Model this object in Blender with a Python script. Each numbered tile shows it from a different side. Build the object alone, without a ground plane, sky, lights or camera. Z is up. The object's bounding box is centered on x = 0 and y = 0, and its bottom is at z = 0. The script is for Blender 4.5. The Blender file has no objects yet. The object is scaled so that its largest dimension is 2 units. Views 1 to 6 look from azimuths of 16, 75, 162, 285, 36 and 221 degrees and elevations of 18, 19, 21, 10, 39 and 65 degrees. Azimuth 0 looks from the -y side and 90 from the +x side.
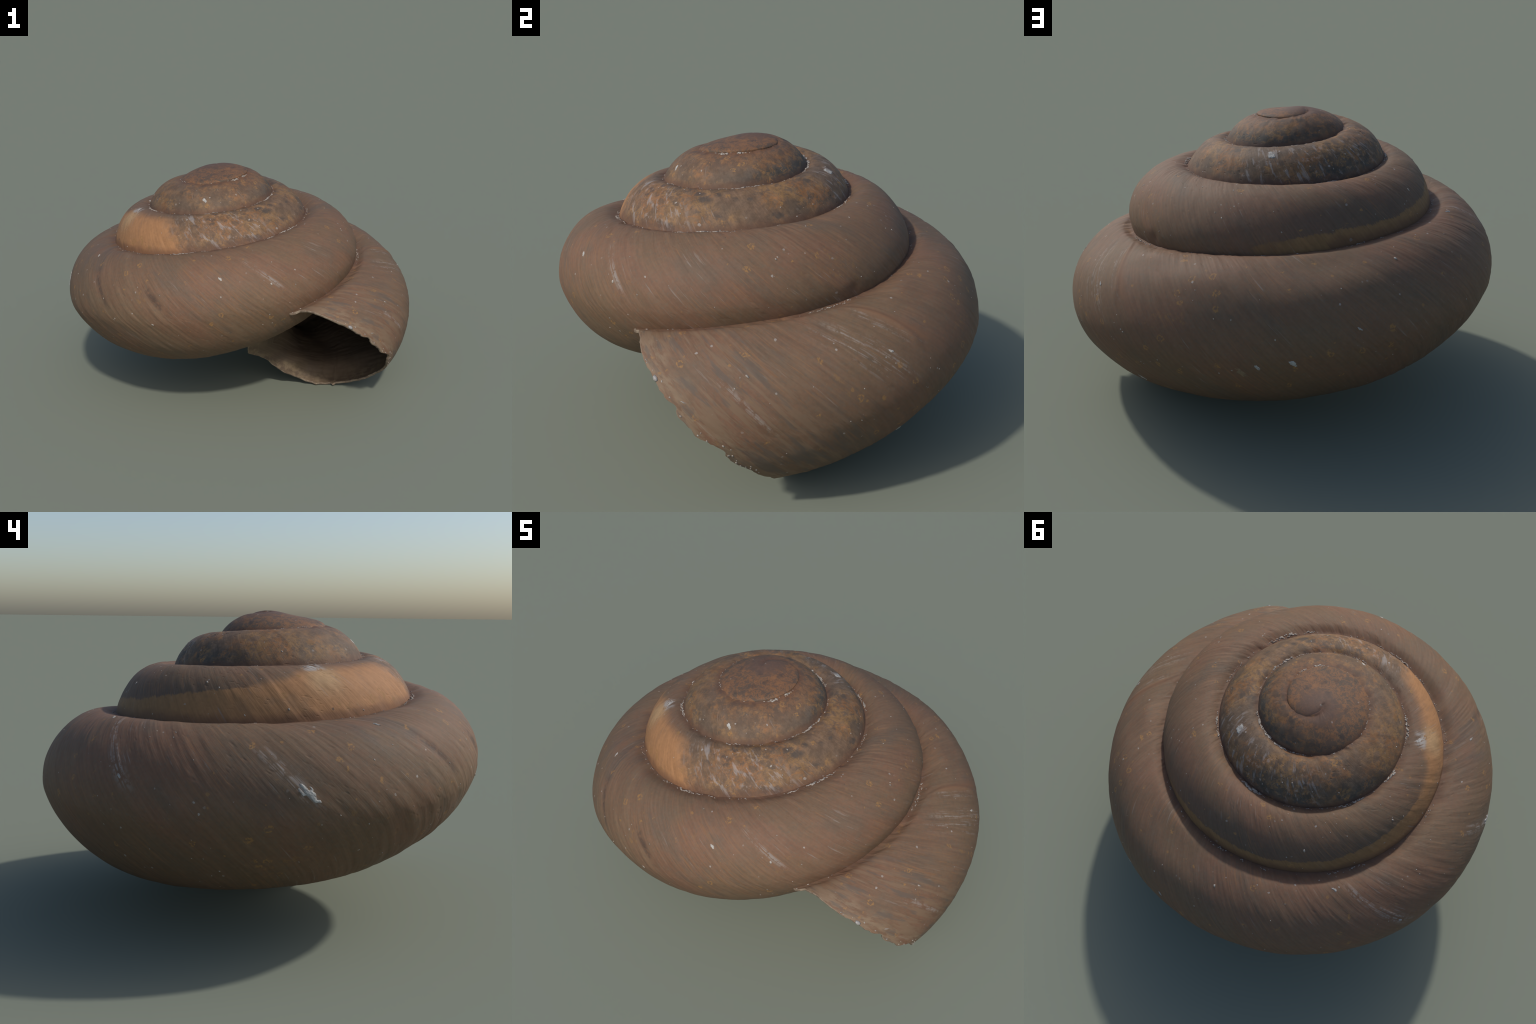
"""A weathered dextral snail shell: a coiled tube (logarithmic-ish spiral) whose
cross-section, radius and height are spline functions of the turn number."""
import bpy, math
import numpy as np
from mathutils import Matrix

TAU = 2 * math.pi
rng = np.random.default_rng(11)

# --------------------------------------------------------------------------
# 1. The spiral: control knots of the tube
#    turn, centre radius, centre height, half width, half height up, half height down
# --------------------------------------------------------------------------
KNOTS = np.array([
    (0.00, 0.0000, 1.2830, 0.0080, 0.0120, 0.0120),
    (0.50, -0.0100, 1.2630, 0.0700, 0.0340, 0.0399),
    (1.00, 0.0433, 1.2348, 0.2000, 0.0364, 0.0883),
    (1.50, 0.0442, 1.1187, 0.1763, 0.1628, 0.1457),
    (2.00, 0.1810, 1.0349, 0.2330, 0.2099, 0.1919),
    (2.50, 0.2395, 0.9706, 0.1723, 0.2252, 0.2166),
    (2.75, 0.3125, 0.8959, 0.1919, 0.2505, 0.2183),
    (3.00, 0.3924, 0.8517, 0.2239, 0.2600, 0.2115),
    (3.25, 0.3995, 0.8323, 0.2237, 0.2633, 0.2016),
    (3.50, 0.4422, 0.7955, 0.2178, 0.2754, 0.2048),
    (3.75, 0.5399, 0.7938, 0.2290, 0.2325, 0.2186),
    (4.00, 0.5840, 0.6740, 0.3002, 0.2946, 0.3183),
    (4.25, 0.5792, 0.5880, 0.3268, 0.3226, 0.3494),
    (4.50, 0.6307, 0.5518, 0.3362, 0.3218, 0.3839),
    (4.75, 0.7140, 0.4079, 0.3454, 0.3526, 0.3825),
    (5.00, 0.7722, 0.2296, 0.3804, 0.3598, 0.3854),
    (5.25, 0.8965, 0.0001, 0.4533, 0.3202, 0.3584),
])
AXIS_X, AXIS_Y, LEAN_X, LEAN_Y, PHASE = -0.0821, -0.0439, -0.0261, -0.0007, 4.7874
SHEAR_TURN = np.array([1, 2.5, 3.2, 3.7, 4.1, 4.5, 5.0])
SHEAR = np.array([-0.0229, 0.0305, 0.1604, -0.001, 0.3235, 0.2521, 0.3102])
LAG_ANGLE = np.radians([-180, -120, -80, -40, 0, 60, 120.0])   # growth lines slant: how far
LAG = np.array([0.0607, 0.1688, 0.1903, 0.1791, 0.1502, 0.105, 0.0588])  # each point lags behind
MOUTH = 5.0            # growth turn of the aperture
UMBILICUS = 0.25       # radius left open round the axis
ZMID = 0.65


def spline(xk, yk):
    n = len(xk); h = np.diff(xk); A = np.zeros((n, n)); b = np.zeros(n)
    A[0, 0] = A[-1, -1] = 1
    for i in range(1, n - 1):
        A[i, i - 1:i + 2] = h[i - 1], 2 * (h[i - 1] + h[i]), h[i]
        b[i] = 6 * ((yk[i + 1] - yk[i]) / h[i] - (yk[i] - yk[i - 1]) / h[i - 1])
    M = np.linalg.solve(A, b)

    def f(x):
        x = np.asarray(x, float)
        i = np.clip(np.searchsorted(xk, x) - 1, 0, n - 2)
        d, e, H = x - xk[i], xk[i + 1] - x, h[i]
        return (M[i] * e ** 3 + M[i + 1] * d ** 3) / (6 * H) + (yk[i] / H - M[i] * H / 6) * e + (yk[i + 1] / H - M[i + 1] * H / 6) * d
    return f


def smooth(x, a, b):
    x = np.clip((np.asarray(x, float) - a) / (b - a), 0, 1)
    return x * x * (3 - 2 * x)


R_, H_, A_, BT_, BB_ = (spline(KNOTS[:, 0], KNOTS[:, k]) for k in range(1, 6))
_lag = spline(LAG_ANGLE, LAG)


def lag(t):
    return _lag(np.clip(t, LAG_ANGLE[0], LAG_ANGLE[-1]))


def shear(u):
    return np.interp(u, SHEAR_TURN, SHEAR)


def power(u, up):
    k = np.clip(u - 4, -2, 1.2)
    return np.where(up, 1.7201 - 0.1153 * k, 1.9512 - 0.069 * k)


def inner_width(u):
    k = smooth(u, 4.45, 4.8)
    return np.maximum(A_(u), R_(u) - UMBILICUS) * (1 - k) + A_(u) * k


def profile(u, t):
    """cross-section of the tube at turn u, angle t (90 = top, 0 = periphery, -90 = base)"""
    c, s = np.cos(t), np.sin(t)
    e = power(u, s > 0)
    sc, ss = np.sign(c) * np.abs(c) ** (2 / e), np.sign(s) * np.abs(s) ** (2 / e)
    a = np.where((c < 0) & (t < 0), inner_width(u), A_(u))
    y = np.where(s > 0, BT_(u), BB_(u)) * ss
    return R_(u) + a * sc + shear(u) * y, H_(u) + y


def inside(u, x, y):
    """<0 where the half-plane point (x, y) lies inside the tube at turn u"""
    up = y > H_(u)
    e = power(u, up)
    dx = x - R_(u) - shear(u) * (y - H_(u))
    a = np.where(~up & (dx < 0), inner_width(u), A_(u))
    return np.abs(dx / a) ** e + np.abs((y - H_(u)) / np.maximum(np.where(up, BT_(u), BB_(u)), .01)) ** e - 1


def first_contact(u, start, stop, n=260):
    """angle at which the tube at turn u, followed from start to stop, meets the whorl before it"""
    t = np.linspace(start, stop, n)
    X, Y = profile(u[:, None], t[None] + 0 * u[:, None])
    f = inside(u[:, None] - 1, X, Y)
    neg = f < 0
    i = np.maximum(np.argmax(neg, 1), 1)
    ok = neg.any(1)
    k = np.arange(len(u))
    w = f[k, i - 1] / (f[k, i - 1] - f[k, i] + 1e-12)
    return np.where(ok, t[i - 1] + (t[i] - t[i - 1]) * np.clip(w, 0, 1), stop), ok


UU = np.linspace(0, 5.2, 1041)
top_t, ok_ = first_contact(UU, math.radians(-30), math.radians(180))
axis_t = np.arccos(np.clip(-R_(UU) / A_(UU), -1, 1))
first = 1.01
top_t = np.where(UU < first, axis_t, top_t)
low_t, _ = first_contact(UU, math.radians(-80), math.radians(-262))
# where the next whorl sits on this one
sx, sy = profile(UU, top_t)
tt_ = np.linspace(math.radians(-80), math.radians(90), 240)
hit_t = np.full(len(UU), math.radians(-80.))
for i, u in enumerate(UU):
    if 0.1 <= u < 3.95:
        X, Y = profile(np.full(240, u), tt_)
        j = np.searchsorted(UU, u + 1)
        hit_t[i] = tt_[np.argmin((X - sx[j]) ** 2 + (Y - sy[j]) ** 2)]
end_t = np.where(UU < 3.3, hit_t - math.radians(24), low_t - math.radians(4))
k_ = smooth(UU, 3.2, 3.5)
end_t = (hit_t - math.radians(24)) * (1 - k_) + (low_t - math.radians(4)) * k_


def box(y, n):
    p = np.pad(y, n, mode='edge')
    return np.convolve(p, np.ones(2 * n + 1) / (2 * n + 1), 'valid')


end_t = box(end_t, 6)
top_t = np.where(UU > 1.3, box(top_t, 3), top_t)

APEX = 1.294


def R0_TOP(u):
    t = np.arccos(np.clip(-R_(u) / A_(u), -1, 1))
    return profile(u, t)[1]


# local frame: z' = the coiling axis
d = np.array([LEAN_X, LEAN_Y, 1.0]); d /= np.linalg.norm(d)
ex = np.array([1, 0, 0.0]) - d * d[0]; ex /= np.linalg.norm(ex)
ey = np.cross(d, ex)
FRAME = Matrix(((ex[0], ey[0], d[0], AXIS_X), (ex[1], ey[1], d[1], AXIS_Y), (ex[2], ey[2], d[2], ZMID + .002), (0, 0, 0, 1)))


def place(u, t):
    x, y = profile(u, t)
    y = y + (APEX - R0_TOP(u) - y * 0) * np.exp(-(x / .095) ** 2) * (1 - smooth(u, 1.0, 1.75))
    al = TAU * (PHASE - u)
    return np.stack([x * np.cos(al), x * np.sin(al), y - ZMID], -1)


# --------------------------------------------------------------------------
# 2. Noise
# --------------------------------------------------------------------------
TAB = np.random.default_rng(5).uniform(-1, 1, 65536)


def _h(ix, iy, seed):
    n = (ix.astype(np.int64) * 73856093) ^ (iy.astype(np.int64) * 19349663) ^ (seed * 83492791)
    n = (n ^ (n >> 13)) * 1274126177
    return TAB[(n ^ (n >> 16)) & 65535]


def noise2(x, y, seed=0):
    x, y = np.broadcast_arrays(x, y)
    ix, iy = np.floor(x), np.floor(y)
    fx, fy = x - ix, y - iy
    fx, fy = fx ** 3 * (fx * (fx * 6 - 15) + 10), fy ** 3 * (fy * (fy * 6 - 15) + 10)
    a, b = _h(ix, iy, seed), _h(ix + 1, iy, seed)
    c, e = _h(ix, iy + 1, seed), _h(ix + 1, iy + 1, seed)
    return (a * (1 - fx) + b * fx) * (1 - fy) + (c * (1 - fx) + e * fx) * fy


# --------------------------------------------------------------------------
# 3. The outer surface, a grid of growth lines (rows) by profile positions (columns)
# --------------------------------------------------------------------------
COLS = 210
step = lambda w: 0.0048 if w > 3.6 else 0.0062
ws = [0.0]
while ws[-1] < MOUTH:
    w = ws[-1]
    ws.append(w + step(w) / (TAU * float(max(R_(w) + A_(w), .10))))
ws = np.array(ws); ws[-1] = MOUTH
for cut in (1.3, 2.1, 2.9, 3.7, 4.5, 4.93):
    ws[np.argmin(np.abs(ws - cut))] = cut
NW = len(ws)


def lag_at(w, t):
    return lag(t) * smooth(w, 0.6, 1.6)


def jag(t):
    """broken, bitten edge of the mouth, in turns"""
    x = np.degrees(t)
    j = .0014 * noise2(x / 14, 0 * x, 31) + .009 * np.exp(-((x + 188) / 16) ** 2) + .0010 * noise2(x / 5, 0 * x, 32) + .0006 * noise2(x / 2, 0 * x, 33)
    for at, wide, amp in ((-84, 2.0, .004), (-103, 2.8, .003), (31, 4, -.002), (-160, 6, -.003), (62, 9, .002)):
        j = j + amp * np.exp(-((x - at) / wide) ** 2)
    return j


def edges(w):
    """start and end angle of each row (the row itself slants, so solve by iteration)"""
    t0 = np.interp(w, UU, top_t)
    for _ in range(12):
        t0 = .5 * t0 + .5 * np.interp(np.clip(w - lag_at(w, t0), 0, 5.2), UU, top_t)
    t1 = np.interp(w, UU, end_t)
    for _ in range(12):
        t1 = .5 * t1 + .5 * np.interp(np.clip(w - lag_at(w, t1), 0, 5.2), UU, end_t)
    return t0, t1


def turn(w, t):
    j = jag(t) * smooth(w, MOUTH - .12, MOUTH)
    return np.maximum(w + j - lag_at(w, t), 0)


def row_angles(w, n, embed):
    t0, t1 = edges(w)
    t0 = t0 + np.where(w > first, embed, 0)
    f = np.linspace(0, 1, 300)
    T = t0[:, None] + (t1 - t0)[:, None] * f
    P = place(turn(w[:, None], T), T)
    L = np.concatenate([np.zeros((len(w), 1)), np.cumsum(np.linalg.norm(np.diff(P, axis=1), axis=2), 1)], 1)
    L /= L[:, -1:]
    g = np.linspace(0, 1, n)
    return np.stack([np.interp(g, L[i], T[i]) for i in range(len(w))])


T = row_angles(ws, COLS, math.radians(5))
W = np.repeat(ws[:, None], COLS, 1)
P0 = place(turn(W, T), T)


def grid_normals(P):
    n = np.cross(np.gradient(P, axis=0), np.gradient(P, axis=1))
    n /= np.linalg.norm(n, axis=2, keepdims=True) + 1e-12
    return n


N0 = grid_normals(P0)
mid = NW * 3 // 4
out = np.array([P0[mid, 60, 0], P0[mid, 60, 1], 0])
SIGN = 1 if N0[mid, 60] @ out > 0 else -1
N0 *= SIGN

arc = np.concatenate([[0], np.cumsum(TAU * .5 * (R_(ws[1:]) + A_(ws[1:]) + R_(ws[:-1]) + A_(ws[:-1])) * np.diff(ws))])[:, None]
down = np.degrees(T)                       # profile angle in degrees
seat = np.degrees(edges(ws)[0])[:, None] - down   # degrees below the upper suture
young = smooth(W, 1.1, 2.2)


SWELL = ((4.79, 66, .045, 22, -.022), (4.74, 90, .03, 12, -.008), (4.665, 60, .035, 16, .010), (4.71, 76, .02, 8, .010), (4.575, 72, .045, 18, -.021),
         (4.62, -18, .05, 22, .015), (4.80, -19, .04, 16, .018), (4.79, -41, .04, 14, .010), (4.67, -75, .06, 18, -.010), (3.89, 50, .05, 40, -.005),
         (3.62, 22, .07, 18, .003), (4.15, 10, .05, 18, .012), (4.21, -10, .05, 18, .007), (4.40, 37, .04, 18, -.004),
         (4.38, 80, .05, 12, .007), (4.06, -50, .06, 16, -.006), (4.20, 85, .06, 14, -.009), (3.30, 30, .15, 22, -.006), (2.88, 45, .15, 20, -.007))


def bump_at(w0, t0, dw, dt):
    return np.exp(-((W - w0) / dw) ** 2 - ((down - t0) / dt) ** 2)


def relief():
    # growth lines
    r = .0005 * noise2(arc / .0125 + .6 * noise2(arc / .05, down / 30, 3), down / 40, 1)
    r += .0005 * noise2(arc / .030, down / 55, 2)
    r *= (.4 + 1.0 * np.clip(noise2(arc / .30, down / 35, 4) + .45, 0, 1.2)) * (.3 + .7 * smooth(W, 2.6, 3.6))
    # broad growth folds and lumps
    fold = .0007 * noise2(arc / .085, down / 80, 6) + .0013 * noise2(arc / .21, down / 60, 7)
    fold *= .35 + .65 * smooth(W, 3.2, 4.0)
    lump = .0030 * noise2(arc / .33, down / 38, 8) + .0010 * noise2(arc / .10, down / 18, 9)
    lump *= .25 + .75 * smooth(W, 3.0, 3.9)
    pit = -.0012 * smooth(noise2(arc / .016, down / 2.0, 12), .80, .97)
    # a stop in growth: coarse wrinkles on the lower flank of the body whorl
    stop = np.exp(-((W - 4.27) / .075) ** 2) * smooth(-down, -30, 20) * (1 - smooth(-down, 60, 100))
    wr = .0032 * noise2(arc / .062, down / 45, 14) * stop + .0014 * noise2(arc / .03, down / 30, 15) * stop
    # folds of the shoulder behind the spire
    back = np.exp(-((W - 4.47) / .07) ** 2) * smooth(down, 30, 60)
    wr += .0028 * noise2(arc / .085, down / 90, 18) * back
    r *= .25 + .75 * smooth(seat, 4, 34)
    r = r + fold + lump + pit + wr
    # scar of a mended break, a curved low welt
    r += .0045 * np.exp(-((W - 4.842 - .00006 * (down - 60) ** 2 / 10) / .0028) ** 2) * smooth(down, 30, 42) * (1 - smooth(down, 76, 90))
    r -= .0030 * bump_at(4.852, 55, .012, 20)
    # bruise where the body whorl was chipped above the suture
    r -= .006 * np.exp(-((W - lag_at(W, T) - 3.742) / .006) ** 2 - ((down + 2) / 9) ** 2)
    # long dents on the growth stops in front
    r -= .0035 * bump_at(4.185, 28, .006, 14) + .0030 * bump_at(4.243, 40, .004, 22) - .0020 * bump_at(4.205, 40, .012, 40)
    # the shoulder is scalloped where it is glued on to the previous whorl
    r += (.0028 * noise2(arc / .060, 0 * down, 16) + .0010 * noise2(arc / .018, 0 * down, 19)) * np.exp(-(seat / 7) ** 2)
    # uneven swelling of the tube: (turn, angle, span in turns, span in degrees, height)
    u = W - lag_at(W, T)
    for u0, t0, du, dt, h in SWELL:
        r += h * np.exp(-((u - u0) / du) ** 2 - ((down - t0) / dt) ** 2)
    groove = .0050 * smooth(W, 1.9, 2.4) + .004 * (1 - smooth(W, 1.9, 2.4)) * smooth(W, 1.0, 1.15)
    groove = groove + .006 * np.exp(-((u - 4.78) / .07) ** 2)
    groove = groove * (1 + .25 * noise2(arc / .05, 0 * down, 20) * smooth(W, 1.5, 2.2))
    return -groove * np.exp(-(np.maximum(seat, 0) / 9) ** 2) + r * young + .0008 * noise2(arc / .03, down / 12, 17) * smooth(W, 1.2, 1.6)


fade = smooth(seat, -4, 3) * smooth(down - down[:, -1:], 0, 12)
P = P0 + N0 * (relief() * fade)[..., None]
N = grid_normals(P) * SIGN


# --------------------------------------------------------------------------
# 4. Mesh helpers
# --------------------------------------------------------------------------
shell = bpy.data.objects.new("snail_shell", None)
bpy.context.collection.objects.link(shell)
shell["label"] = "weathered brown coiled snail shell with open aperture"
shell["category"] = "snail shell"


def mesh_object(name, verts, faces, mat, normals=None, parent=None, smooth_shade=True):
    me = bpy.data.meshes.new(name)
    verts = np.ascontiguousarray(verts, dtype=np.float32).reshape(-1, 3)
    faces = np.asarray(faces, dtype=np.int32)
    m, k = faces.shape
    me.vertices.add(len(verts)); me.vertices.foreach_set("co", verts.ravel())
    me.loops.add(m * k); me.loops.foreach_set("vertex_index", faces.ravel())
    me.polygons.add(m)
    me.polygons.foreach_set("loop_start", np.arange(0, m * k, k, dtype=np.int32))
    me.update(calc_edges=True)
    me.validate()
    if smooth_shade:
        me.polygons.foreach_set("use_smooth", np.ones(len(me.polygons), dtype=bool))
    if normals is not None:
        me.normals_split_custom_set_from_vertices(np.asarray(normals, float).reshape(-1, 3).tolist())
    me.materials.append(mat)
    ob = bpy.data.objects.new(name, me)
    bpy.context.collection.objects.link(ob)
    ob.parent = parent or shell
    ob.matrix_basis = FRAME if parent is None else Matrix.Identity(4)
    return ob


def grid_faces(nr, nc, flip):
    i = np.arange(nr - 1)[:, None] * nc + np.arange(nc - 1)[None]
    q = np.stack([i, i + 1, i + nc + 1, i + nc], -1).reshape(-1, 4)
    return q if flip else q[:, ::-1]


# --------------------------------------------------------------------------
# 5. Materials
# --------------------------------------------------------------------------
class Nodes:
    """tiny expression builder for shader node trees"""

    def __init__(self, name):
        self.mat = bpy.data.materials.new(name)
        self.mat.use_nodes = True
        self.t = self.mat.node_tree
        self.bsdf = self.t.nodes["Principled BSDF"]

    def put(self, sock, v):
        if isinstance(v, (int, float)):
            sock.default_value = v
        elif isinstance(v, tuple):
            sock.default_value = v if len(v) == len(sock.default_value) else (*v, 1.0)
        else:
            self.t.links.new(v, sock)

    def math(self, op, *a, clamp=False):
        n = self.t.nodes.new("ShaderNodeMath"); n.operation = op; n.use_clamp = clamp
        for i, v in enumerate(a):
            self.put(n.inputs[i], v)
        return n.outputs[0]

    def add(self, a, b): return self.math("ADD", a, b)
    def sub(self, a, b): return self.math("SUBTRACT", a, b)
    def mul(self, a, b): return self.math("MULTIPLY", a, b)
    def div(self, a, b): return self.math("DIVIDE", a, b)
    def inv(self, a): return self.math("SUBTRACT", 1.0, a)

    def ramp(self, v, a, b, c=0.0, d=1.0):
        n = self.t.nodes.new("ShaderNodeMapRange"); n.interpolation_type = "SMOOTHSTEP"; n.clamp = True
        flip = a > b
        if flip:
            a, b, c, d = b, a, d, c
        for i, x in enumerate((v, a, b, c, d)):
            self.put(n.inputs[i], x)
        return n.outputs[0]

    def band(self, v, a, b, soft):
        return self.mul(self.ramp(v, a - soft, a + soft), self.ramp(v, b + soft, b - soft))

    def curve(self, v, xs, ys):
        """smooth function of v through the points given"""
        xs, ys = np.asarray(xs, float), np.asarray(ys, float)
        lo, hi = float(ys.min()), float(ys.max())
        n = self.t.nodes.new("ShaderNodeFloatCurve")
        c = n.mapping.curves[0]
        X = (xs - xs[0]) / (xs[-1] - xs[0]); Y = (ys - lo) / (hi - lo + 1e-9)
        while len(c.points) < len(X):
            c.points.new(.5, .5)
        for p, x, y in zip(c.points, X, Y):
            p.location = (float(x), float(y))
        n.mapping.update()
        x = self.mul(self.sub(v, float(xs[0])), 1.0 / float(xs[-1] - xs[0]))
        self.put(n.inputs["Value"], x)
        return self.add(self.mul(n.outputs[0], hi - lo), lo)

    def xyz(self, x, y, z=0.0):
        n = self.t.nodes.new("ShaderNodeCombineXYZ")
        for i, v in enumerate((x, y, z)):
            self.put(n.inputs[i], v)
        return n.outputs[0]

    def noise(self, vec, scale=1.0, detail=3.0, rough=.55, distort=0.0):
        n = self.t.nodes.new("ShaderNodeTexNoise")
        self.put(n.inputs["Vector"], vec)
        for k, v in (("Scale", scale), ("Detail", detail), ("Roughness", rough), ("Distortion", distort)):
            n.inputs[k].default_value = v
        return n.outputs["Fac"]

    def cells(self, vec, scale=1.0, feature="F1", random=1.0):
        n = self.t.nodes.new("ShaderNodeTexVoronoi"); n.feature = feature
        self.put(n.inputs["Vector"], vec); n.inputs["Scale"].default_value = scale
        n.inputs["Randomness"].default_value = random
        return n

    def mix(self, a, b, f):
        n = self.t.nodes.new("ShaderNodeMix"); n.data_type = "RGBA"
        self.put(n.inputs[0], f); self.put(n.inputs[6], a); self.put(n.inputs[7], b)
        return n.outputs[2]

    def scale_colour(self, col, f):
        n = self.t.nodes.new("ShaderNodeVectorMath"); n.operation = "SCALE"
        self.put(n.inputs[0], col); self.put(n.inputs[3], f)
        return n.outputs[0]

    def coords(self):
        tc = self.t.nodes.new("ShaderNodeTexCoord")
        self.obj = tc.outputs["Object"]
        s = self.t.nodes.new("ShaderNodeSeparateXYZ"); self.put(s.inputs[0], self.obj)
        return s.outputs

    def spiral(self, start):
        """turn number u, profile angle t (degrees) and growth coordinate w of the shaded point"""
        x, y, z = self.coords()
        rho = self.math("SQRT", self.add(self.mul(x, x), self.mul(y, y)))
        al = self.math("ARCTAN2", y, x)
        th = self.sub(PHASE + 10.0 - start, self.mul(al, 1 / TAU))
        u = self.add(self.math("FRACT", th), start)
        us = np.linspace(.5, 5.25, 58)
        H = self.curve(u, us, H_(us) - ZMID)
        R = self.curve(u, us, R_(us)); A = self.curve(u, us, A_(us)); B = self.curve(u, us, BT_(us))
        K = self.curve(u, us, shear(us))
        dz = self.sub(z, H)
        dx = self.sub(self.sub(rho, R), self.mul(K, dz))
        t = self.mul(self.math("ARCTAN2", self.div(dz, B), self.div(dx, A)), 180 / math.pi)
        ts = np.linspace(-180, 180, 37)
        lg = self.curve(t, ts, lag(np.radians(ts)))
        w = self.add(u, lg)
        seat = self.sub(self.curve(u, us, np.degrees(np.interp(us, UU, top_t))), t)
        foot = self.sub(t, self.curve(u, us[us < 4.2], np.degrees(np.interp(us[us < 4.2], UU, hit_t)))) if start < 3.2 else None
        self.u, self.tt, self.w, self.seat, self.foot, self.rho, self.z = u, t, w, seat, foot, rho, z
        return self

    def finish(self, col, rough, height=None, dist=.004, strength=.6):
        self.put(self.bsdf.inputs["Base Color"], col)
        self.put(self.bsdf.inputs["Roughness"], rough)
        self.bsdf.inputs["Specular IOR Level"].default_value = .3
        if height is not None:
            b = self.t.nodes.new("ShaderNodeBump")
            b.inputs["Distance"].default_value = dist; b.inputs["Strength"].default_value = strength
            self.put(b.inputs["Height"], height); self.put(self.bsdf.inputs["Normal"], b.outputs[0])
        return self.mat


BROWN, RED_BROWN, OLIVE = (.158, .093, .055), (.167, .090, .054), (.142, .094, .054)
GREY_BROWN, DARK, SLATE = (.114, .084, .058), (.066, .052, .042), (.070, .060, .049)
OCHRE, TAN, ORANGE, CHALK, RUST = (.225, .125, .052), (.23, .165, .105), (.32, .160, .070), (.32, .285, .25), (.108, .052, .032)


def specks(m, col, o, scale, size, share, tint, warp=.35):
    """small irregular stuck-on flecks"""
    n = m.t.nodes.new("ShaderNodeTexNoise"); n.inputs["Scale"].default_value = scale * 2.2; n.inputs["Detail"].default_value = 3
    m.put(n.inputs["Vector"], o)
    v = m.cells(o, scale)
    c = m.t.nodes.new("ShaderNodeSeparateColor"); m.put(c.inputs[0], v.outputs["Color"])
    d = m.add(v.outputs["Distance"], m.mul(m.sub(n.outputs["Fac"], .5), warp))
    big = m.mul(c.outputs[1], size)
    f = m.mul(m.ramp(m.sub(d, big), .015, -.015), m.ramp(c.outputs[0], 1 - share - .002, 1 - share))
    return m.mix(col, tint, m.mul(f, m.ramp(c.outputs[2], 0, 1, .25, .85)))


def rings(m, col, o, scale, share, tint):
    """broken rings and scribbles of ochre mud"""
    v = m.cells(o, scale)
    c = m.t.nodes.new("ShaderNodeSeparateColor"); m.put(c.inputs[0], v.outputs["Color"])
    d = m.add(v.outputs["Distance"], m.mul(m.sub(m.noise(o, scale * 3, 2), .5), .5))
    f = m.mul(m.band(d, .10, .22, .04), m.ramp(c.outputs[0], 1 - share - .002, 1 - share))
    f = m.mul(f, m.ramp(m.noise(o, scale * 8, 2), .40, .55))
    return m.mix(col, tint, m.mul(f, .95))


def streaks(m, fw, ft, lo, hi, seed):
    """thin marks that run along the growth lines"""
    return m.ramp(m.noise(m.xyz(m.mul(m.w, fw), m.mul(m.tt, ft), seed), 1, 3, .62), lo, hi)


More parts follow.
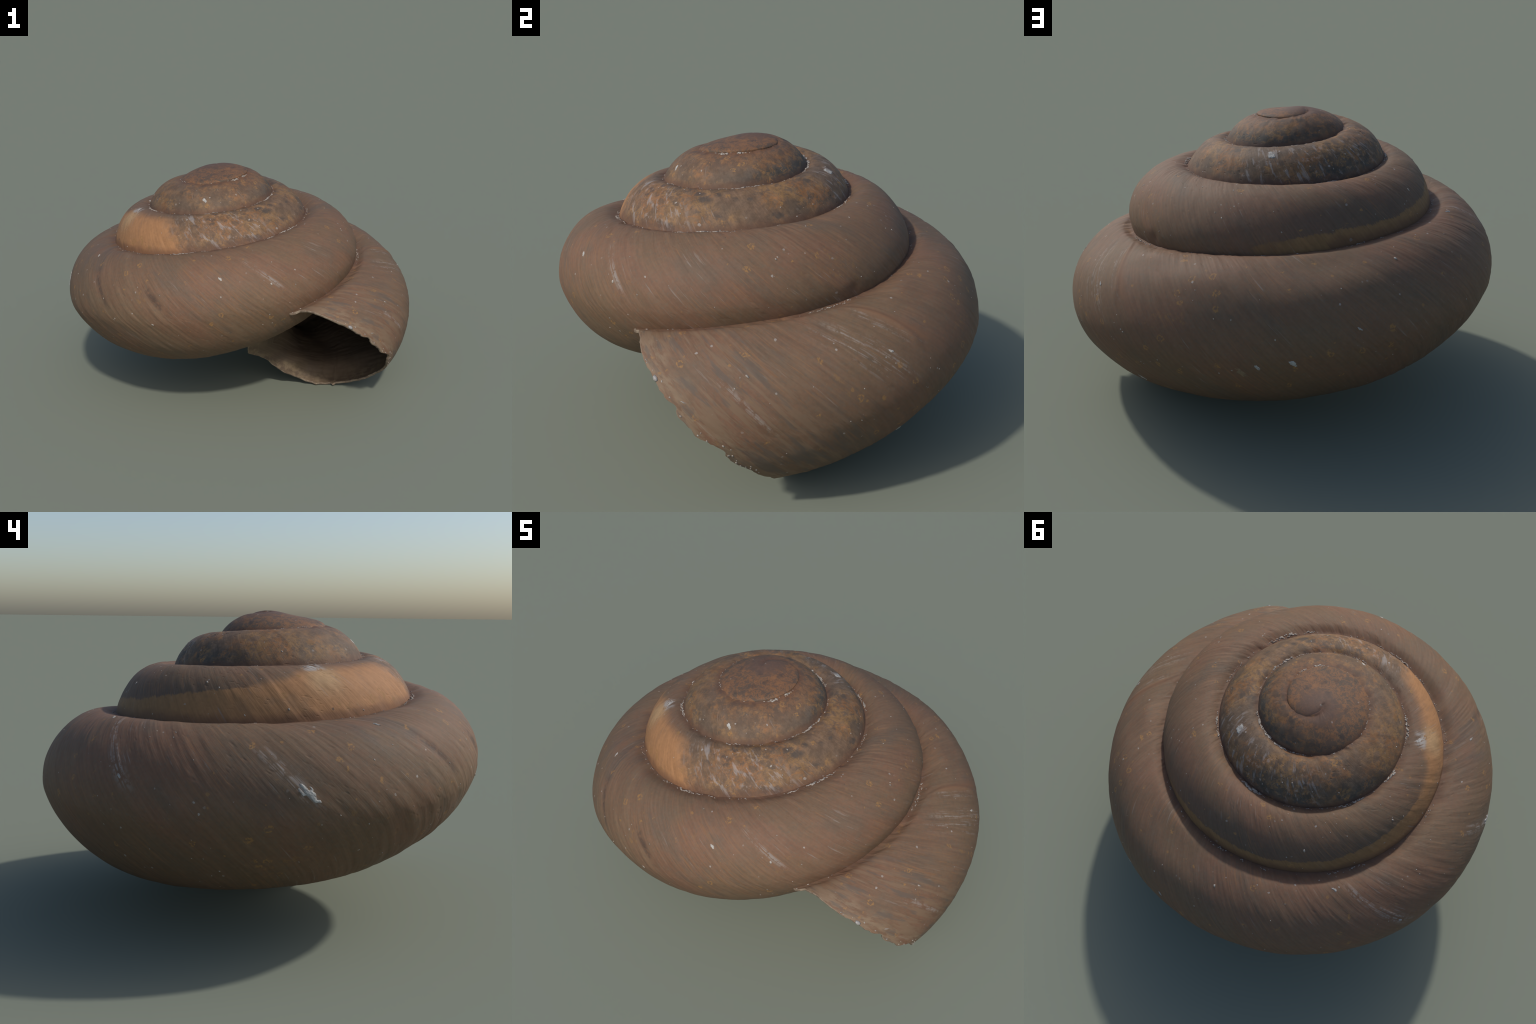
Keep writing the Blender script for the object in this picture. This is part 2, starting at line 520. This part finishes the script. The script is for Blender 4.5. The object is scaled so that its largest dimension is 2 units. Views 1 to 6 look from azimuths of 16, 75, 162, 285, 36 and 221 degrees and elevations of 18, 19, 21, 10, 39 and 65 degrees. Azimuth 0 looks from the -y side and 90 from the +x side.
def shell_material(name, start):
    m = Nodes(name).spiral(start)
    o, u, w, t = m.obj, m.u, m.w, m.tt
    up = start < 3.6                      # does this part reach the spire?
    broad, fine = m.noise(o, 2.3, 3), m.noise(o, 60, 4, .7)
    # --- periostracum of the last two whorls
    col = m.mix(BROWN, RED_BROWN, m.ramp(broad, .42, .60))
    bands = m.noise(m.xyz(m.mul(w, 11.0), m.mul(t, .010), 1.7), 1, 3)
    col = m.mix(col, OLIVE, m.ramp(bands, .46, .64, 0, .6))
    col = m.mix(col, GREY_BROWN, m.ramp(m.noise(m.xyz(m.mul(w, 23.0), m.mul(t, .016), 9.1), 1, 3), .52, .70, 0, .55))
    if 3.4 < start < 4.0:            # tan and grey stripes at the growth stop
        st = m.band(w, 4.13, 4.30, .03)
        col = m.mix(col, (.170, .112, .066), m.mul(m.mul(st, .5), streaks(m, 34, .012, .50, .62, 4.4)))
        col = m.mix(col, (.090, .074, .060), m.mul(m.mul(st, .5), streaks(m, 27, .012, .54, .66, 8.4)))
        mark = m.mul(m.band(w, 4.178, 4.185, .003), m.band(t, 10, 44, 6))
        mark = m.math("MAXIMUM", mark, m.mul(m.band(w, 4.240, 4.246, .003), m.band(t, 18, 58, 8)))
        col = m.mix(col, (.050, .036, .032), m.mul(mark, m.ramp(m.noise(o, 22, 3), .36, .56, 0, .65)))
    grain = m.noise(m.xyz(m.mul(w, 230.0), m.mul(t, .20), 12.0), 1, 4, .72)
    speck = m.noise(o, 85, 3, .65)
    col = m.mix(col, (.176, .090, .054), m.mul(m.ramp(grain, .52, .66), .32))
    col = m.mix(col, (.118, .094, .065), m.mul(m.ramp(grain, .48, .36), .32))
    col = m.mix(col, (.126, .100, .070), m.mul(m.ramp(speck, .54, .64), .40))
    if up:
        # --- spire: greyer, with soil and lichen
        old = m.ramp(m.add(w, m.mul(m.sub(m.noise(o, 9, 3), .5), .05)), 3.21, 3.13)
        spire = m.mix((.122, .083, .055), (.146, .090, .055), m.ramp(broad, .40, .60))
        spire = m.mix(spire, SLATE, m.mul(m.ramp(t, 52, 34), m.math("MAXIMUM", m.band(u, 2.30, 2.66, .07), m.band(u, 1.42, 1.86, .08))))
        spire = m.mix(spire, (.180, .108, .058), m.mul(m.ramp(m.noise(o, 6.5, 4, .65), .46, .62), .7))
        vein = m.math("ABSOLUTE", m.sub(m.noise(o, 17, 5, .68, .6), .5))
        net = m.mul(m.ramp(vein, .040, .008), m.ramp(m.noise(o, 5.0, 3), .42, .56))
        mud = m.mul(m.ramp(m.noise(o, 30, 6, .74), .49, .58), m.ramp(m.noise(o, 5.5, 3), .42, .56))
        mud = m.mul(m.math("MAXIMUM", net, mud), m.ramp(t, 18, 46, .40, 1))
        spire = m.mix(spire, m.mix(OCHRE, (.235, .108, .042), m.ramp(m.noise(o, 9, 3), .42, .58)), m.mul(mud, .85))
        spire = m.scale_colour(spire, m.ramp(m.noise(o, 20, 5, .75), .35, .65, .78, 1.16))
        blot = m.add(m.cells(m.xyz(m.mul(w, 42.0), m.mul(t, .075), 2.0), 1).outputs["Distance"], m.mul(m.sub(m.noise(o, 34, 4, .7), .5), .9))
        blot = m.mul(m.ramp(blot, .42, .22), m.ramp(m.noise(o, 7, 3), .46, .58))
        spire = m.mix(spire, DARK, m.mul(m.mul(blot, .75), m.band(u, 2.60, 3.10, .08)))
        chalky = m.mul(m.band(u, 2.42, 2.70, .035), m.band(t, 22, 82, 10))
        chalky = m.math("MAXIMUM", chalky, m.mul(m.band(w, 3.03, 3.185, .02), m.band(t, 12, 84, 8)))
        ch = m.math("MAXIMUM", m.mul(streaks(m, 120, .045, .55, .66, 2.2), .9), m.mul(m.ramp(m.noise(o, 30, 5, .7), .58, .68), .7))
        spire = m.mix(spire, (.30, .27, .25), m.mul(m.mul(chalky, ch), .60))
        col = m.mix(col, spire, old)
        if start < 1.2:                   # the rusty colour of the first turn fades out
            col = m.mix(col, apex_colour(m), m.ramp(m.add(w, m.mul(m.sub(m.noise(o, 6, 4), .5), .5)), 1.78, 1.42))
        if start < 2.0:
            near = m.ramp(m.add(m.seat, m.mul(m.sub(m.noise(o, 10, 5, .65), .5), 60.0)), 44, 4)
            col = m.mix(col, apex_colour(m), m.mul(near, m.ramp(u, 2.35, 1.9, 0, .75)))
        # --- patch where the skin is worn off: wide at first, then a band above the suture
        edge = m.curve(u, [2.9, 3.15, 3.19, 3.215, 3.24, 3.28, 3.34, 3.42, 3.50, 3.57, 3.61, 3.65, 3.8], [76, 75, 74, 66, 57, 50, 43, 34, 29, 24, 17, 2, -30])
        tooth = m.mul(m.sub(m.noise(m.xyz(m.mul(w, 260.0), 0.0, 1.0), 1, 3, .6), .5), 9.0)
        tooth = m.add(tooth, m.mul(m.sub(m.noise(o, 16, 3), .5), 12.0))
        soft = m.ramp(u, 3.20, 3.30, 9.0, 1.2)
        worn = m.ramp(m.div(m.sub(m.add(edge, tooth), t), soft), -1.0, 1.0)
        worn = m.mul(worn, m.ramp(m.add(w, m.mul(m.sub(m.noise(o, 24, 5, .7), .5), .07)), 3.155, 3.190))
        worn = m.mul(worn, m.ramp(m.add(u, m.mul(m.sub(m.noise(o, 11, 4), .5), .12)), 3.66, 3.58))
        bare = m.mix(ORANGE, (.21, .118, .052), m.ramp(u, 3.20, 3.40))  # orange dimmed to brown round the back: shadow side painted into the band
        bare = m.mix(bare, (.40, .27, .14), m.mul(m.band(u, 3.165, 3.20, .012), m.ramp(t, 30, 60, 0, .6)))
        bare = m.scale_colour(bare, m.ramp(m.noise(m.xyz(m.mul(w, 70.0), m.mul(t, .03), 5.0), 1, 4), .25, .75, .93, 1.07))
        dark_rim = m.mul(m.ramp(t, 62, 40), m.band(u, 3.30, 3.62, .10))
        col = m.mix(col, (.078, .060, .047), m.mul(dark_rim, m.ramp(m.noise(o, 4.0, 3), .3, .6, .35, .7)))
        bare = m.mix(bare, (.20, .125, .075), m.ramp(m.noise(o, 8, 4, .65), .54, .72, 0, .4))
        col = m.mix(col, bare, worn)
        chip = m.mul(m.band(u, 3.176, 3.200, .006), m.band(t, 72, 86, 3))
        col = m.mix(col, CHALK, m.mul(chip, m.ramp(m.noise(m.xyz(m.mul(w, 200.0), m.mul(t, .05)), 1, 3), .42, .55)))
    # --- growth lines, ochre scribbles, chalk
    young = m.ramp(u, 1.3, 3.0, .1, 1)
    line = m.noise(m.xyz(m.mul(w, 360.0), m.mul(t, .040), 3.0), 1, 2, .6)
    wide = m.noise(m.xyz(m.mul(w, 100.0), m.mul(t, .03), 7.0), 1, 3, .6)
    tone = m.mul(m.ramp(line, .30, .70, .93, 1.07), m.ramp(wide, .25, .75, .97, 1.03))
    tone = m.add(1.0, m.mul(m.sub(tone, 1.0), young))
    col = m.scale_colour(col, m.mul(tone, m.ramp(fine, .25, .75, .93, 1.07)))
    patchy = m.ramp(m.noise(o, 3.1, 2), .46, .62)
    col = m.mix(col, (.235, .115, .052), m.mul(m.mul(streaks(m, 600, .028, .56, .62, 6.1), patchy), .45))
    col = m.mix(col, (.24, .20, .17), m.mul(m.mul(streaks(m, 380, .030, .62, .70, 16.1), m.ramp(m.noise(o, 4.3, 2), .50, .62)), .55))
    mud = m.mul(m.ramp(m.noise(o, 34, 5, .7), .55, .63), m.ramp(m.noise(o, 4.7, 3), .57, .66))
    col = m.mix(col, OCHRE, m.mul(m.mul(mud, m.ramp(t, 70, 30)), .65))
    col = rings(m, col, o, 15, .19, (.27, .145, .055))
    if start > 3.9:                        # chalk dragged along the last growth lines
        lines = m.mul(m.band(w, 4.866, 4.888, .006), m.band(t, 18, 74, 12))
        lines = m.math("MAXIMUM", lines, m.mul(m.mul(m.band(w, 4.962, 4.967, .0025), m.band(t, 4, 44, 8)), 1.0))
        lines = m.math("MAXIMUM", lines, m.mul(m.band(w, 4.843, 4.850, .004), m.band(t, 34, 82, 4)))
        stroke = m.mul(streaks(m, 330, .022, .50, .60, 44.0), m.ramp(m.noise(o, 30, 5, .75), .40, .56))
        col = m.mix(col, (.25, .205, .17), m.mul(m.mul(lines, stroke), .85))
        welt = m.mul(m.band(w, 4.836, 4.842, .004), m.band(t, 34, 84, 6))
        col = m.mix(col, (.19, .095, .050), m.mul(welt, .7))
        rimtan = m.ramp(m.add(w, m.mul(m.sub(m.noise(m.xyz(m.mul(w, 60.0), m.mul(t, .05), 3.0), 1, 4), .5), .04)), 4.978, 4.997)
        rimtan = m.mul(rimtan, m.ramp(m.noise(m.xyz(m.mul(w, 260.0), m.mul(t, .10), 8.0), 1, 4, .7), .40, .58))
        col = m.mix(col, TAN, m.mul(rimtan, .70))
        col = m.mix(col, (.185, .120, .074), m.mul(m.ramp(w, 4.89, 4.97), m.mul(streaks(m, 210, .030, .50, .60, 26.0), .8)))
        col = m.mix(col, (.100, .082, .066), m.mul(m.ramp(w, 4.87, 4.97), m.mul(streaks(m, 130, .030, .52, .62, 36.0), .6)))
    if 3.4 < start < 4.0:
        lines = m.mul(m.band(w, 4.466, 4.476, .004), m.band(t, 24, 84, 10))
        lines = m.math("MAXIMUM", lines, m.mul(m.band(w, 4.352, 4.362, .005), m.band(t, 14, 58, 8)))
        lines = m.math("MAXIMUM", lines, m.mul(m.band(w, 4.065, 4.070, .0025), m.band(t, 20, 66, 8)))
        stroke = m.mul(streaks(m, 420, .022, .46, .56, 44.0), m.ramp(m.noise(o, 30, 5, .75), .40, .54))
        col = m.mix(col, (.26, .22, .19), m.mul(m.mul(lines, stroke), .85))
    col = specks(m, col, o, 21, .17, .035, CHALK, .5)
    col = specks(m, col, o, 47, .26, .05, CHALK, .5)
    col = specks(m, col, o, 33, .24, .07, (.26, .14, .055), .6)
    col = specks(m, col, o, 29, .20, .02, DARK, .5)
    # --- rusty staining along the sutures
    stain = m.ramp(m.add(m.seat, m.mul(m.sub(m.noise(o, 12, 3), .5), 14.0)), 11, 0, 0, .6)
    if m.foot is not None:
        stain = m.math("MAXIMUM", stain, m.ramp(m.add(m.foot, m.mul(m.sub(m.noise(o, 14, 3), .5), 12.0)), 9, 0, 0, .55))
    col = m.mix(col, RUST, stain)
    m.finish(col, .70, m.add(m.add(m.mul(line, young), m.mul(wide, .25)), m.mul(fine, .25)), .0018, .45)
    return m.mat


def apex_colour(m):
    o = m.obj
    col = m.mix((.118, .070, .045), (.090, .064, .046), m.ramp(m.noise(o, 7, 3), .42, .60))
    vein = m.math("ABSOLUTE", m.sub(m.noise(o, 20, 5, .7, .5), .5))
    grit = m.math("MAXIMUM", m.mul(m.ramp(vein, .05, .01), .8), m.ramp(m.noise(o, 30, 6, .72), .50, .62))
    col = m.mix(col, (.225, .105, .045), m.mul(grit, .75))
    blot = m.add(m.cells(o, 17).outputs["Distance"], m.mul(m.sub(m.noise(o, 36, 4, .7), .5), .9))
    col = m.mix(col, (.058, .042, .034), m.mul(m.mul(m.ramp(blot, .40, .18), m.ramp(m.noise(o, 8, 2), .47, .58)), .65))
    v = m.t.nodes.new("ShaderNodeVectorMath"); v.operation = "LENGTH"
    flat = m.t.nodes.new("ShaderNodeVectorMath"); flat.operation = "MULTIPLY"
    m.put(flat.inputs[0], o); flat.inputs[1].default_value = (1, 1, 0)
    m.put(v.inputs[0], flat.outputs[0])
    return m.mix(col, (.105, .064, .047), m.ramp(v.outputs["Value"], .12, .05, 0, .8))


def apex_material(name):
    m = Nodes(name); m.coords(); o = m.obj
    fine = m.noise(o, 70, 5, .7)
    col = m.scale_colour(apex_colour(m), m.ramp(fine, .25, .75, .90, 1.10))
    col = specks(m, col, o, 30, .2, .04, CHALK)
    m.finish(col, .70, fine, .002, .35)
    return m.mat


def crust_material(name, a, b):
    m = Nodes(name); m.coords()
    n = m.noise(m.obj, 55, 5, .7)
    m.finish(m.mix(a, b, m.ramp(n, .35, .65)), .85, n, .003, .6)
    return m.mat


mats = {}
PARTS = [("protoconch", 0.0, 1.3), ("early_whorl", 1.3, 2.1), ("middle_whorl", 2.1, 2.9), ("penultimate_whorl", 2.9, 3.7),
         ("body_whorl", 3.7, 4.5), ("aperture_whorl", 4.5, 4.93), ("outer_lip", 4.93, 5.0)]

# --------------------------------------------------------------------------
# 6. Parts of the outer wall
# --------------------------------------------------------------------------
for name, a, b in PARTS:
    i0, i1 = int(np.argmin(np.abs(ws - a))), int(np.argmin(np.abs(ws - b)))
    mats[name] = shell_material(name, a - .195 if a < 4.9 else 4.305) if a > 0 else apex_material(name)
    sl = slice(i0, i1 + 1)
    mesh_object(name, P[sl], grid_faces(i1 - i0 + 1, COLS, SIGN < 0), mats[name], N[sl])

# --------------------------------------------------------------------------
# 7. Inside wall and the rim of the mouth
# --------------------------------------------------------------------------
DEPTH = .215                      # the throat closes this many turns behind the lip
ii = np.arange(int(np.argmin(np.abs(ws - (MOUTH - DEPTH)))), NW, 2)
ii = np.unique(np.append(ii, NW - 1))
back = np.clip((MOUTH - ws[ii]) / DEPTH, 0, 1)[:, None]
floor_ = smooth(-down[ii], 20, 60) * (1 - smooth(-down[ii], 130, 165))
thick = .013 + .018 * smooth(back, 0, .2) + .040 * smooth(back, 0, .2) * floor_
thick = thick + .008 * noise2(back * 5, T[ii] * 2.5, 41) * smooth(back, .05, .4)
Pin = P[ii] - N0[ii] * thick[..., None]
Nin = -grid_normals(Pin) * SIGN
# back of the throat: closed loops that draw together
lw = np.linspace(MOUTH - DEPTH * .35, MOUTH - DEPTH, 46)[:, None]
lt = np.linspace(-math.pi, math.pi, 121)[None]
lu = lw - lag(np.where(lt > math.radians(150), lt - TAU, lt))
uc = np.repeat(lw - .12, 121, 1)
al = TAU * (PHASE - uc)
rc = R_(uc) - .09
cen = np.stack([rc * np.cos(al), rc * np.sin(al), H_(uc) - ZMID + .07], -1)
pin = np.linspace(0, 1, 46)[:, None]
pinch = .93 * np.clip(1 - pin ** 3.2, 0, 1) ** (1 / 3.2) * (1 + .05 * noise2(pin * 4, lt * 1.6, 43) * pin * (1 - pin) * 4)
throat = cen + (place(lu, lt) - cen) * pinch[..., None]
m = Nodes("inner_wall"); m.spiral(4.305)
o = m.obj
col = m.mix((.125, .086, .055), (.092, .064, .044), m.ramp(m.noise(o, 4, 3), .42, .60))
col = m.mix(col, (.070, .050, .036), m.ramp(m.w, 4.985, 4.95, 0, .6))  # mouth's interior shade baked in: wall colour darkened behind the lip
col = m.mix(col, (.165, .120, .075), m.mul(m.ramp(m.add(m.w, m.mul(m.sub(m.noise(o, 10, 3), .5), .03)), 4.975, 4.995), m.ramp(m.noise(o, 30, 5, .7), .40, .60)))
line = m.noise(m.xyz(m.mul(m.w, 300.0), m.mul(m.tt, .04), 3.0), 1, 2, .6)
col = m.scale_colour(col, m.ramp(line, .25, .75, .88, 1.12))
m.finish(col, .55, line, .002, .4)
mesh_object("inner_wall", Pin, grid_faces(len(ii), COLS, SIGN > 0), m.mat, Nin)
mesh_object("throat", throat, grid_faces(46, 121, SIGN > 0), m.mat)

ahead = P[-1] - P[-2]
ahead /= np.linalg.norm(ahead, axis=1, keepdims=True)
q = np.linspace(0, math.pi, 7)[:, None, None]
half = .5 * (P[-1] - Pin[-1])
rough = (.003 + .0015 * noise2(np.arange(COLS) / 3.0, 0 * T[-1], 51))[:, None]
rim = (.5 * (P[-1] + Pin[-1]))[None] + np.cos(q) * half[None] + np.sin(q) * (ahead * rough)[None]
rim_mat = crust_material("lip_rim", (.135, .095, .066), (.265, .205, .145))
mesh_object("lip_rim", rim, grid_faces(7, COLS, SIGN < 0), rim_mat)


# --------------------------------------------------------------------------
# 8. Things stuck to the shell
# --------------------------------------------------------------------------
def on_shell(w, t):
    """point and normal of the finished surface at growth turn w, profile angle t (radians)"""
    i = int(np.clip(np.searchsorted(ws, w), 1, NW - 1))
    f = (w - ws[i - 1]) / (ws[i] - ws[i - 1])
    r = []
    for G in (P, N):
        a, b = (np.array([np.interp(-t, -T[k], G[k, :, c]) for c in range(3)]) for k in (i - 1, i))
        r.append(a * (1 - f) + b * f)
    return r[0], r[1] / np.linalg.norm(r[1])


def w_of(u, t):
    return u + float(lag(t))


gold = (1 + 5 ** .5) / 2
ico = np.array([(-1, gold, 0), (1, gold, 0), (-1, -gold, 0), (1, -gold, 0), (0, -1, gold), (0, 1, gold), (0, -1, -gold), (0, 1, -gold),
                (gold, 0, -1), (gold, 0, 1), (-gold, 0, -1), (-gold, 0, 1)]) / math.hypot(1, gold)
ico_f = np.array([(0, 11, 5), (0, 5, 1), (0, 1, 7), (0, 7, 10), (0, 10, 11), (1, 5, 9), (5, 11, 4), (11, 10, 2), (10, 7, 6), (7, 1, 8),
                  (3, 9, 4), (3, 4, 2), (3, 2, 6), (3, 6, 8), (3, 8, 9), (4, 9, 5), (2, 4, 11), (6, 2, 10), (8, 6, 7), (9, 8, 1)])


def crumbs(name, spots, mat):
    """irregular little grains: spots = (point, normal, along, size, stretch)"""
    V, Fc = [], []
    for k, (p, n, along, size, stretch) in enumerate(spots):
        a = along - n * (along @ n); a /= np.linalg.norm(a) + 1e-9
        b = np.cross(n, a)
        g = ico * (1 + rng.uniform(-.35, .35, (12, 1)))
        V.append(p + size * (g[:, :1] * a * stretch + g[:, 1:2] * b + g[:, 2:] * n * .6))
        Fc.append(ico_f + 12 * k)
    ob = mesh_object(name, np.concatenate(V), np.concatenate(Fc), mat)
    ob["kind"] = "stuff"
    return ob


lime = crust_material("suture_lime", (.24, .20, .165), (.40, .36, .31))
spots = []
us_ = np.arange(1.84, 4.955, .0015)
dens = noise2(us_ * 22, 0 * us_, 61) * .75 + noise2(us_ * 80, 0 * us_, 62) * .55
dens += .25 * np.exp(-((us_ - 3.75) / .35) ** 2) - .22 * smooth(us_, 4.05, 4.2) * (1 - smooth(us_, 4.72, 4.80)) - .16 - .5 * smooth(us_, 2.05, 2.12) * (1 - smooth(us_, 2.5, 2.6))
for u, dn in zip(us_, dens):
    if rng.random() > np.clip(dn + .42, .04, .95):
        continue
    tt = float(np.interp(u, UU, top_t)) - math.radians(rng.uniform(.6, 2.6 + 2.5 * max(dn, 0)))
    p, n = on_shell(min(w_of(u, tt), MOUTH - .001), tt)
    q2, _ = on_shell(min(w_of(u + .004, tt), MOUTH), tt)
    size = rng.uniform(.0012, .0028) * (1 + 1.5 * max(dn, 0))
    spots.append((p + n * size * .2, n, q2 - p + 1e-9, size, rng.uniform(1.0, 2.2)))
for _ in range(230):                                  # grains scattered over the whorls
    w, td = rng.uniform(2.0, 4.97), rng.uniform(-40, 84)
    t0, t1 = edges(np.array([w]))
    if math.radians(td) > t0[0] - .05 or math.radians(td) < np.interp(w, UU, hit_t) + .05 and w < 4:
        continue
    p, n = on_shell(w, math.radians(td))
    q2, _ = on_shell(w, math.radians(td - 3))
    spots.append((p, n, q2 - p, rng.uniform(.0012, .0028) * (1 + (rng.random() < .12)), rng.uniform(1, 2.2)))
for _ in range(34):                                   # grains on the broken lip
    td = math.radians(rng.choice([rng.uniform(-175, -95), rng.uniform(5, 60), rng.uniform(-30, 5)]))
    p, n = on_shell(MOUTH - rng.uniform(0, .004), td)
    q2, _ = on_shell(MOUTH - .002, td - .05)
    spots.append((p, n, q2 - p, rng.uniform(.0018, .0042), rng.uniform(1, 2)))
crumbs("lime_grains", spots, lime)


def crust(name, u, td, size, height, mat, aspect=1.6, seed=0):
    """thin ragged scab that follows the surface"""
    t0 = math.radians(td); w0 = w_of(u, t0)
    p0, n0 = on_shell(w0, t0)
    pw, _ = on_shell(w0 + .002, t0); pt, _ = on_shell(w0, t0 - .02)
    kw, kt = .002 / np.linalg.norm(pw - p0), .02 / np.linalg.norm(pt - p0)
    n = 24
    g = np.linspace(-1, 1, n)
    V = np.zeros((n, n, 3))
    for i, a in enumerate(g):
        for j, b in enumerate(g):
            p, nn = on_shell(min(w0 + a * size * kw, MOUTH - .0005), t0 - b * size * aspect * kt)
            m_ = .85 - math.hypot(a, b) + .42 * float(noise2(a * 2.2 + seed, b * 2.2, 71)) + .22 * float(noise2(a * 6 + seed, b * 6, 72))
            h = float(np.clip(m_ * 2.4, -1, 1))
            V[i, j] = p + nn * ((height * min(h, .6) if h > 0 else height * 1.2 * h) * (1 + .5 * float(noise2(a * 9, b * 9 + seed, 73))))
    Nn = grid_normals(V)
    flip = (Nn[12, 12] @ n0) < 0
    return mesh_object(name, V, grid_faces(n, n, flip is False or not flip), mat)


grey_lime = crust_material("lime_crust", (.27, .25, .225), (.44, .42, .38))
earth = crust_material("soil_smear", (.17, .12, .075), (.24, .17, .10))
for k, (u, td, size, height) in enumerate(((4.221, 24, .027, .003), (4.592, -3, .013, .005), (4.614, -5, .011, .004), (4.345, 32, .007, .004), (4.72, -38, .014, .004),
                                           (3.19, 80, .010, .0015), (2.648, 66, .016, .003), (4.745, 40, .008, .003), (4.868, 33, .006, .003), (4.55, 20, .007, .003),
                                           (2.02, 40, .010, .002), (3.99, 45, .008, .003), (4.40, 82, .008, .003), (4.16, 70, .007, .003))):
    crust("lime_crust", u, td, size, height, grey_lime, seed=3.7 * k)
crust("soil_smear", 4.624, -9, .017, .002, earth, seed=50)
crust("soil_smear", 4.70, -45, .016, .0015, earth, aspect=2.2, seed=57)
flake = Nodes("lip_flake"); flake.coords()
flake.finish(flake.mix((.22, .20, .18), (.36, .34, .32), flake.noise(flake.obj, 120, 3)), .25)
p, n = on_shell(MOUTH - .0008, math.radians(47))
q2, _ = on_shell(MOUTH - .0008, math.radians(44))
a = (q2 - p) / np.linalg.norm(q2 - p)
gg = np.concatenate([ico * np.array([.016, .006, .010])])
b = np.cross(n, a)
V = p + gg[:, :1] * a + gg[:, 1:2] * n + gg[:, 2:] * b
mesh_object("lip_flake", V, ico_f, flake.mat)

bpy.context.view_layer.update()
